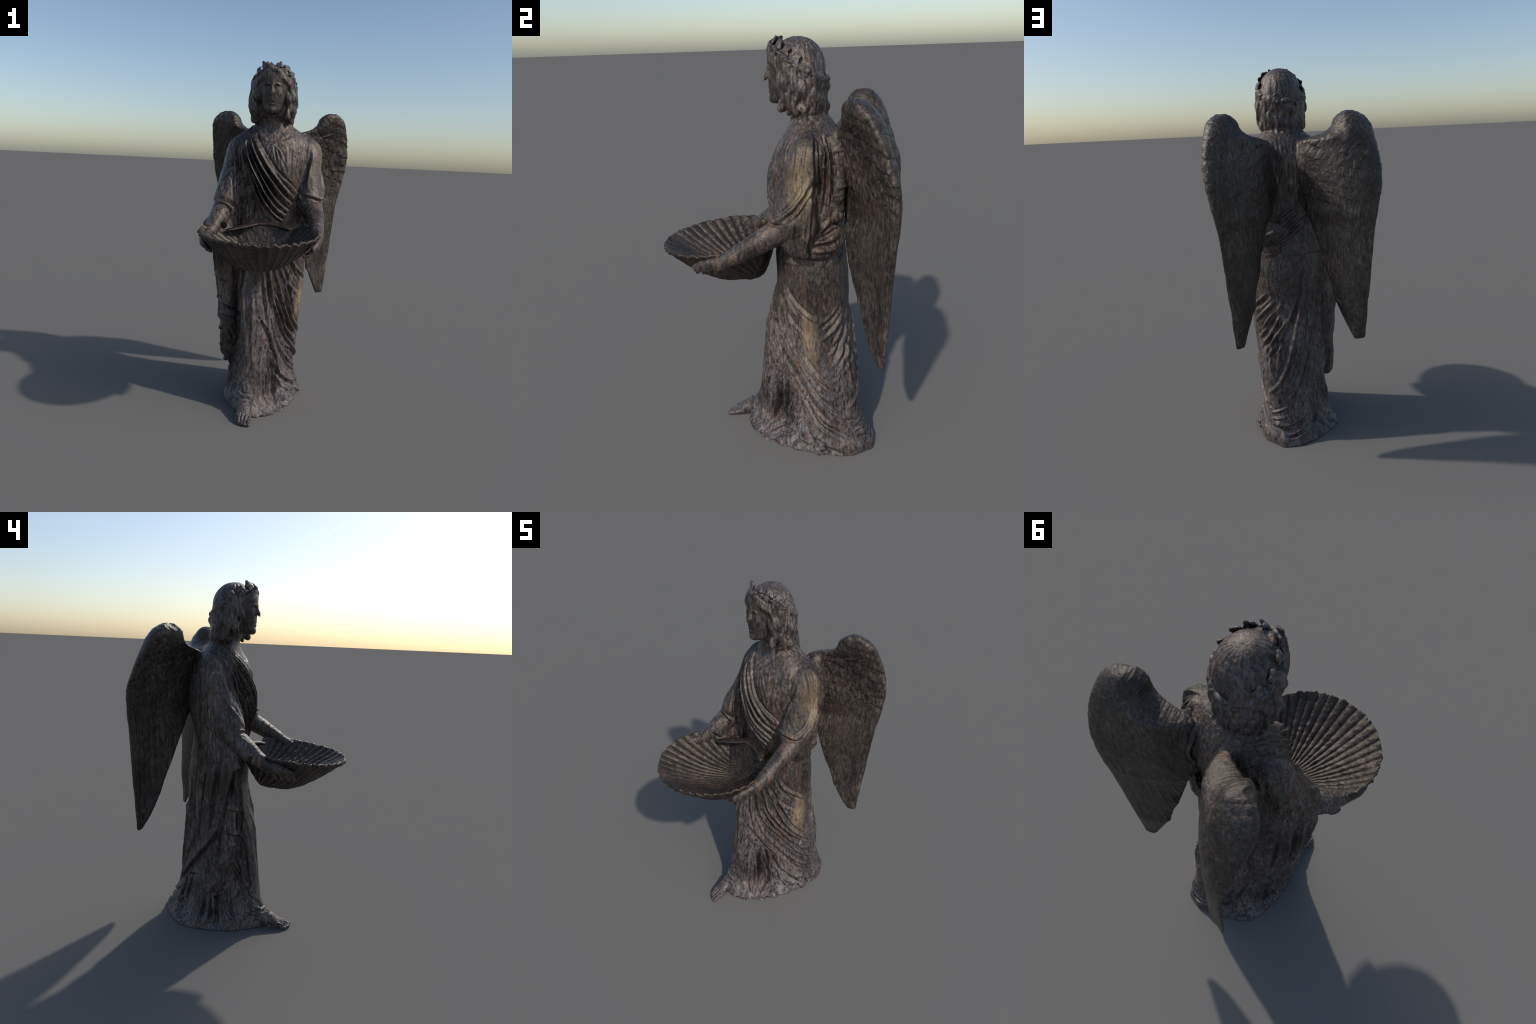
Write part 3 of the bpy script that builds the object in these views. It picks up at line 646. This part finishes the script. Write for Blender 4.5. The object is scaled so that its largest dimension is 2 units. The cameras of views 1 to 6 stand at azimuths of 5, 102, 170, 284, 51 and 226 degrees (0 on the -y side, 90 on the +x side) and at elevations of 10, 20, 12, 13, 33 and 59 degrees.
# ---------------------------------------------------------------------------- finish
# 3. weathered bronze
# ----------------------------------------------------------------------------
def bronze(name, tint=(1, 1, 1), pale=1.0, rust=.85):
    mat = bpy.data.materials.new(name); mat.use_nodes = True
    nt = mat.node_tree; nd, ln = nt.nodes, nt.links
    bsdf = nd["Principled BSDF"]
    co = nd.new("ShaderNodeTexCoord").outputs["Object"]
    def mapped(scale, loc=(0, 0, 0)):
        m = nd.new("ShaderNodeMapping"); m.inputs["Scale"].default_value = scale; m.inputs["Location"].default_value = loc
        ln.new(co, m.inputs["Vector"]); return m.outputs["Vector"]
    def tex(scale, vec, detail=4, rough=.55, dist=0):
        t = nd.new("ShaderNodeTexNoise"); t.inputs["Scale"].default_value = scale; t.inputs["Detail"].default_value = detail
        t.inputs["Roughness"].default_value = rough; t.inputs["Distortion"].default_value = dist
        ln.new(vec, t.inputs["Vector"]); return t.outputs["Fac"]
    def ramp(fac, *stops):
        r = nd.new("ShaderNodeValToRGB"); e = r.color_ramp.elements
        while len(e) < len(stops): e.new(.5)
        for el, (p, c) in zip(e, stops):
            el.position = p; el.color = (c, c, c, 1) if isinstance(c, (int, float)) else (*c, 1)
        ln.new(fac, r.inputs["Fac"]); return r.outputs["Color"]
    def math_(op, a, b):
        m = nd.new("ShaderNodeMath"); m.operation = op
        for k, v in enumerate((a, b)):
            if isinstance(v, (int, float)): m.inputs[k].default_value = v
            else: ln.new(v, m.inputs[k])
        return m.outputs[0]
    def mix(fac, a, b, mode='MIX'):
        m = nd.new("ShaderNodeMix"); m.data_type = 'RGBA'; m.blend_type = mode
        if isinstance(fac, (int, float)): m.inputs["Factor"].default_value = fac
        else: ln.new(fac, m.inputs["Factor"])
        for k, v in ((6, a), (7, b)):
            if isinstance(v, tuple): m.inputs[k].default_value = (*v, 1)
            else: ln.new(v, m.inputs[k])
        return m.outputs[2]
    # ground tone
    col = ramp(tex(9, mapped((1, 1, .6)), 8, .65), (.30, (.016, .0128, .0108)), (.48, (.034, .026, .021)), (.62, (.054, .042, .034)), (.78, (.088, .069, .057)))
    # broken, fine mottling
    col = mix(ramp(tex(80, mapped((1, 1, .6)), 6, .72), (.47, 0.0), (.63, .8)), col, (.098, .076, .062))
    col = mix(ramp(tex(62, mapped((1, 1, .6), (3, 7, 1)), 6, .72), (.46, 0.0), (.60, .9)), col, (.013, .0115, .011))
    # run-off streaks: rust brown, verdigris, pink-grey scale
    col = mix(ramp(tex(1, mapped((34, 34, 3.5)), 5, .65), (.53, 0.0), (.68, rust)), col, (.135, .062, .034))
    col = mix(ramp(tex(1, mapped((30, 30, 4.0), (9, 2, 5)), 5, .65), (.58, 0.0), (.72, .5)), col, (.060, .074, .068))
    patch = ramp(tex(5, mapped((1, 1, .7), (5, 1, 2)), 4, .6), (.36, 0.15), (.58, 1.0))
    scale = ramp(tex(1, mapped((78, 78, 24.0), (1, 8, 3)), 6, .72), (.49, 0.0), (.63, 1.0))
    col = mix(math_('MULTIPLY', math_('MULTIPLY', patch, scale), .80 * pale), col, (.330, .245, .215))
    # blue-grey bloom in small flecks, thicker where the robe trails and on the crown of the head
    sep = nd.new("ShaderNodeSeparateXYZ"); ln.new(co, sep.inputs[0])
    zone = ramp(math_('ADD', math_('MULTIPLY', sep.outputs[2], .5), math_('MULTIPLY', math_('SUBTRACT', tex(4, mapped((1, 1, 1), (2, 2, 9)), 4), .5), .9)),
                (.02, .95), (.34, .55), (.55, .28), (.86, .30), (.98, .75))
    fleck = ramp(tex(70, mapped((1, 1, .45), (4, 4, 4)), 6, .72), (.44, 0.0), (.62, 1.0))
    col = mix(math_('MULTIPLY', math_('MULTIPLY', zone, fleck), .85 * pale), col, (.215, .212, .250))
    # sun gloss painted into the colour on the outer arm and the left thigh
    def spot(c, r):
        m = nd.new("ShaderNodeVectorMath"); m.operation = 'SUBTRACT'; ln.new(co, m.inputs[0]); m.inputs[1].default_value = c
        d = nd.new("ShaderNodeVectorMath"); d.operation = 'DIVIDE'; ln.new(m.outputs[0], d.inputs[0]); d.inputs[1].default_value = r
        l = nd.new("ShaderNodeVectorMath"); l.operation = 'LENGTH'; ln.new(d.outputs[0], l.inputs[0])
        return ramp(l.outputs["Value"], (.25, 1.0), (1.0, 0.0))
    painted_gloss = math_('MAXIMUM', spot((.275, .15, 1.44), (.11, .075, .21)), spot((.215, .17, .62), (.10, .060, .24)))
    painted_gloss = math_('MULTIPLY', painted_gloss, ramp(tex(1, mapped((80, 80, 16), (6, 6, 6)), 6, .75), (.36, 0.0), (.58, .9)))
    col = mix(painted_gloss, col, (.44, .335, .215))
    # broad changes of depth in the patina
    col = mix(1.0, col, ramp(tex(6, mapped((1, 1, .45), (8, 3, 6)), 5, .65), (.34, .45), (.50, .90), (.66, 1.45)), 'MULTIPLY')
    col = mix(1.0, col, tint, 'MULTIPLY')
    ln.new(col, bsdf.inputs["Base Color"])
    rg = ramp(tex(26, mapped((1, 1, .5)), 4), (.3, .31), (.7, .50)); ln.new(rg, bsdf.inputs["Roughness"])
    bsdf.inputs["Specular IOR Level"].default_value = .55; bsdf.inputs["Specular Tint"].default_value = (1, .90, .76, 1)
    bp = nd.new("ShaderNodeBump"); bp.inputs["Strength"].default_value = .5; bp.inputs["Distance"].default_value = .004
    ln.new(tex(170, mapped((1, 1, .6)), 5, .65), bp.inputs["Height"]); ln.new(bp.outputs[0], bsdf.inputs["Normal"])
    return mat
BODY = bronze("weathered_bronze", tint=(.76, .73, .70))
WINGM = bronze("weathered_bronze_wing", tint=(.74, .72, .70), pale=.5, rust=.22)
SHELLM = bronze("weathered_bronze_shell", tint=(.66, .60, .55), pale=.4, rust=.45)

# ----------------------------------------------------------------------------
# 4. parts
# ----------------------------------------------------------------------------
bpy.data.objects.remove(base)
root = bpy.data.objects.new("angel_statue", None); bpy.context.scene.collection.objects.link(root)
root["label"] = "dark bronze winged angel holding a large scallop shell"; root["category"] = "statue"
def part(name, me, mat=BODY, parent=root):
    o = bpy.data.objects.new(name, me); bpy.context.scene.collection.objects.link(o); o.parent = parent
    if not me.materials: me.materials.append(mat)
    return o

NV = vertex_normals(V, F)
fc = V[F].mean(1)
hair_f = is_hair[F].all(1)
def tube_dist(P, pts):
    C = smooth_curve(np.asarray(pts)[:, :3], 40)
    return np.min(np.stack([((P - c) ** 2).sum(1) for c in C]), 0) ** .5
ARM_L = [(.232, .080, 1.205), (.252, .000, 1.170), (.262, -.080, 1.125), (.268, -.160, 1.078), (.276, -.230, 1.045), (.250, -.340, .985)]
ARM_R = [(-.262, .060, 1.205), (-.282, -.010, 1.165), (-.297, -.080, 1.115), (-.312, -.140, 1.074), (-.326, -.200, 1.040), (-.30, -.31, .985)]
SLEEVE_L = [(.200, .16, 1.53), (.205, .135, 1.400), (.212, .112, 1.300), (.235, .130, 1.12)]
SLEEVE_R = [(-.215, .15, 1.53), (-.225, .130, 1.400), (-.245, .090, 1.300), (-.265, .045, 1.235)]
label = np.full(len(F), 0)
names = ["robe", "torso", "neck", "head", "hair", "arm", "hand", "sleeve", "foot", "wing"]
x, y, z = fc.T
label[z > 1.02] = 1
label[(z > 1.645) & (np.hypot(x - HX, y - .14) < .12)] = 2
label[(z > 1.712) & (y < .25) & (np.abs(x - HX) < .16)] = 3
label[hair_f & (z > 1.65) & (np.abs(x - HX) < .16)] = 4
key = label.astype(float)
groups = [("robe", label == 0), ("torso", label == 1), ("neck", label == 2), ("head", label == 3), ("hair", label == 4)]
used = np.zeros(len(F), bool); final = []
def take(name, m, mat=BODY):
    m = m & ~used; used[m] = True
    if m.any(): final.append((name, m, mat))
for side in (1, -1):
    wm = WING[side][F].all(1) & (x * side > .085) & (y > .245) & ((y > .30) | (z > 1.50)) & ((x * side > .13) | (y > .315))
    take("wing", wm, WINGM)
for arm, sl, sd in ((ARM_L, SLEEVE_L, 1), (ARM_R, SLEEVE_R, -1)):
    da, ds = tube_dist(fc, arm), tube_dist(fc, sl)
    below = z < (1.247 if sd > 0 else 1.20 + .4 * np.clip(y + .05, -.1, .1))
    near_arm = (da < .075) & below & (x * sd > .19) & (y < .075)
    take("hand", near_arm & (y < -.185))
    take("arm", near_arm)
    take("sleeve", (ds < .105) & (x * sd > .165) & (z < 1.60) & (z > 1.06))
take("foot", (y < -.180) & (z < .11) & (np.abs(x + .08) < .075))
take("foot", (x > .178) & (z < .055) & (y > .17) & (y < .33))
for n, m in groups[::-1]: take(n, m)
def split_mesh(name, m):
    ids, inv = np.unique(F[m], return_inverse=True)
    me = new_mesh(name, V[ids], inv.reshape(-1, 4))
    me.normals_split_custom_set_from_vertices(NV[ids].astype(np.float32).tolist())
    return me
for n, m, mt in final: part(n, split_mesh(n, m), mt)

# the scallop shell
CX, CY, RA, RB = -.039, -.274, .320, .307
def shell():
    ns, nt = 1080, 90
    s = np.linspace(0, 2 * np.pi, ns, endpoint=False)       # around the rim, 0 = +x, pi/2 = back
    t = np.linspace(0.0, 1, nt)[:, None]
    hx, hy = -.02, -.065                                        # where the ribs run together
    rx = CX + RA * np.cos(s); ry = CY + RB * np.sin(s)
    ry = np.where(ry > -.05, -.05 + (ry + .05) * .25, ry)
    X = hx + (rx - hx) * t; Y = hy + (ry - hy) * t
    def bowl(X, Y, my, floor, ef, es, eb, sharp=2):
        """depth of the bowl: lowest at (CX, my), rising to the tilted rim with its own power to the front, the sides and the back"""
        d = np.hypot(X - CX, Y - my) + 1e-9
        c, q = (X - CX) / d, (Y - my) / d
        A = (c / RA) ** 2 + (q / RB) ** 2; B = q * (my - CY) / RB ** 2; K = ((my - CY) / RB) ** 2 - 1
        reach = (-B + np.sqrt(B * B - A * K)) / A
        reach = np.where(q > .05, np.minimum(reach, (-.028 - my) / np.maximum(q, .05)), reach)   # the back is cut straight along the belly
        rho = d / reach                                          # share of the way to the rim
        zr = 1.084 + .032 * (Y - CY) / RB
        e = es + np.where(q < 0, (ef - es) * q ** 2, (eb - es) * np.abs(q) ** sharp)
        return floor + (zr - floor) * np.clip(rho, 0, 1.2) ** e
    Z = bowl(X, Y, -.185, .906, 1.85, 1.95, 2.8)
    ZO = np.minimum(bowl(X, Y, -.225, .862, 1.8, 2.15, 7.0, 5), Z - .008)
    ribs = 38
    fan_ = (1 - sstep(.45, .75, np.sin(s)))[None]
    amp = .0056 * t ** .5 * sstep(.06, .42, t) * fan_
    top = np.stack([X, Y, Z], -1)
    du = np.gradient(top, axis=0); dv = np.roll(top, -1, 1) - np.roll(top, 1, 1)
    n = np.cross(dv, du); n /= np.linalg.norm(n, axis=2, keepdims=True) + 1e-9
    n[0] = (0, 0, 1); n *= np.sign(n[..., 2:3] + 1e-9)
    ph = ribs * s + .35 * np.sin(3 * s + 1)
    wave = np.cos(ph)[None]
    rib = (np.abs(np.sin(ph / 2)) ** .55 - .62) * 2 * amp          # broad ribs, narrow grooves
    P2 = top.reshape(-1, 3)
    rough = (.0022 * noise(P2, 40, 31) + .0016 * noise(P2, 90, 32)).reshape(nt, ns)
    inner = top + n * (rib * .95 + .006 + rough)[..., None]
    outer = np.stack([X, Y, ZO], -1) + n * (rib * .8 + rough)[..., None]
    # chipped, fluted lip
    L3 = np.stack([np.cos(s), np.sin(s), 0 * s], 1)
    lip = (.0045 * noise(L3, 14, 33) + .005 * noise(L3, 30, 34)) * fan_[0]
    for r in (inner, outer):
        r[-1, :, 2] += lip; r[-1, :, 0] += .6 * lip * np.cos(s); r[-1, :, 1] += .6 * lip * np.sin(s)
        r[-2, :, 2] += .5 * lip
    return new_mesh("scallop_shell", np.concatenate([inner, outer[::-1]]).reshape(-1, 3), grid_faces(ns, 2 * nt))
shell_obj = part("scallop_shell", shell(), SHELLM)

# curled hinge lobes of the shell, lying against the belly
def remeshed(name, pieces, size, rounds=6):
    vs, fs, o = [], [], 0
    for v, f in pieces: vs.append(v); fs.append(f + o); o += len(v)
    ob = bpy.data.objects.new(name, new_mesh(name, np.vstack(vs), np.vstack(fs))); bpy.context.scene.collection.objects.link(ob)
    me = voxel_remesh(ob, size); bpy.data.objects.remove(ob)
    v, f = mesh_arrays(me)
    e = np.vstack([f[:, [0, 1]], f[:, [1, 2]], f[:, [2, 3]], f[:, [3, 0]]]); dg = np.bincount(e[:, 0], minlength=len(v))[:, None]
    for _ in range(rounds):
        v = v + .5 * (np.stack([np.bincount(e[:, 0], v[e[:, 1], c], len(v)) for c in range(3)], 1) / dg - v)
    v = v + .0015 * vertex_normals(v, f) * noise(v, 45, 41)[:, None]
    return new_mesh(name, v, f)
lobes = [tube([(-.230, -.125, 1.064, .020, .006), (-.165, -.078, 1.078, .030, .009), (-.110, -.046, 1.090, .030, .011), (-.080, -.030, 1.096, .022, .010)], n=40),
         tube([(-.092, -.022, 1.094, .024, .011), (-.030, -.016, 1.098, .030, .013), (.030, -.020, 1.096, .030, .013), (.080, -.040, 1.090, .026, .012), (.118, -.072, 1.080, .016, .010)], n=50)]
part("shell_hinge", remeshed("shell_hinge", lobes, .003), SHELLM, shell_obj)

# the wreath: a twisted stem with thick ivy leaves
def wreath_point(phi, lift=0.0):
    y = .100 - (.124 + lift) * math.cos(phi)
    zz = wreath_z(.100 - .124 * math.cos(phi))
    taper = math.sqrt(max(.05, 1 - ((zz - 1.868) / .135) ** 2))
    return Vector((HX + (.121 * max(taper, .72) + lift) * math.sin(phi), y if abs(math.cos(phi)) < .5 else .100 - (.124 * max(taper, .86) + lift) * math.cos(phi), zz))
stem = []
for strand in (0, 1):
    pts = []
    for k in range(61):
        ph = 2 * math.pi * k / 60; p = wreath_point(ph, .003)
        a = 11 * ph + strand * math.pi
        rr = .007 if math.cos(ph) > -.4 else .012
        pts.append((p.x + .005 * math.cos(a) * math.sin(ph), p.y - .005 * math.cos(a) * math.cos(ph), p.z + .006 * math.sin(a), rr, rr))
    stem.append(tube(pts, n=240, nu=10))
stem.append(ellipsoid((HX - .01, .226, 1.818), (.032, .016, .018))); stem.append(ellipsoid((HX + .035, .220, 1.812), (.018, .016, .015)))
stem.append(tube([(HX - .010, -.028, 1.950, .014, .006), (HX - .012, -.022, 1.970, .018, .007), (HX - .013, -.008, 1.985, .009, .004), (HX - .013, .000, 1.993, .003, .002)], up=(0, -1, 0)))
wreath = part("wreath", remeshed("wreath", stem, .003, 3))
def leaf_mesh(kind):
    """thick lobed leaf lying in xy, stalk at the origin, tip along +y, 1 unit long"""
    na, nr = 48, 7
    a = np.linspace(0, 2 * np.pi, na, endpoint=False); t = np.linspace(0, 1, nr)[:, None]
    r = (.44 + .08 * np.cos(a - np.pi / 2) + .075 * np.cos(5 * (a - np.pi / 2)) + .04 * np.sin(3 * a + kind)) * (1 + .05 * np.sin(7 * a + 2 * kind))
    X = t * r * np.cos(a) * .92; Y = .5 + t * r * np.sin(a)
    dome = .13 * (1 - t ** 2) - .10 * (np.abs(X) / .5) ** 1.5 - .05 * np.exp(-(X / .06) ** 2) + .05 * np.sin(5 * Y + kind)
    topv = np.stack([X, Y, dome + .10], -1); bot = np.stack([X, Y, dome - .16], -1)
    rings = np.concatenate([topv, bot[::-1]])
    return new_mesh("leaf", rings.reshape(-1, 3) * .05, grid_faces(na, 2 * nr))
from mathutils import Matrix
leaf_meshes = [leaf_mesh(k) for k in range(3)]
for me in leaf_meshes: me.materials.append(BODY)
rl = np.random.default_rng(3)
for k in range(26):
    ph = math.radians(-158 + 316 * k / 25) + rl.normal(0, .03)
    p = wreath_point(ph, -.001)
    outv = Vector((math.sin(ph), -math.cos(ph), .25)).normalized()
    tang = Vector((math.cos(ph), math.sin(ph), -.35 * math.sin(ph))) * (1 if ph > 0 else -1)      # leaves sweep to the back
    upv = outv.cross(tang).normalized() * (1 if ph > 0 else -1)
    front = max(0, math.cos(ph)) ** 2
    d = (tang * (.85 - .35 * front) + upv * ((.60 if k % 2 else -.45) + .22 * front) + outv * (-.06 + .08 * rl.random())).normalized()
    sz = .046 + .012 * rl.random()
    yax = d; zax = (outv + .20 * Vector(rl.normal(0, 1, 3))).normalized(); xax = yax.cross(zax).normalized(); zax = xax.cross(yax)
    M = Matrix((xax, yax, zax)).transposed().to_4x4()
    o = bpy.data.objects.new("leaf", leaf_meshes[k % 3]); bpy.context.scene.collection.objects.link(o); o.parent = wreath
    o.matrix_world = Matrix.Translation(p) @ M @ Matrix.Diagonal((sz / .05, sz / .05, sz / .05 * .7, 1))
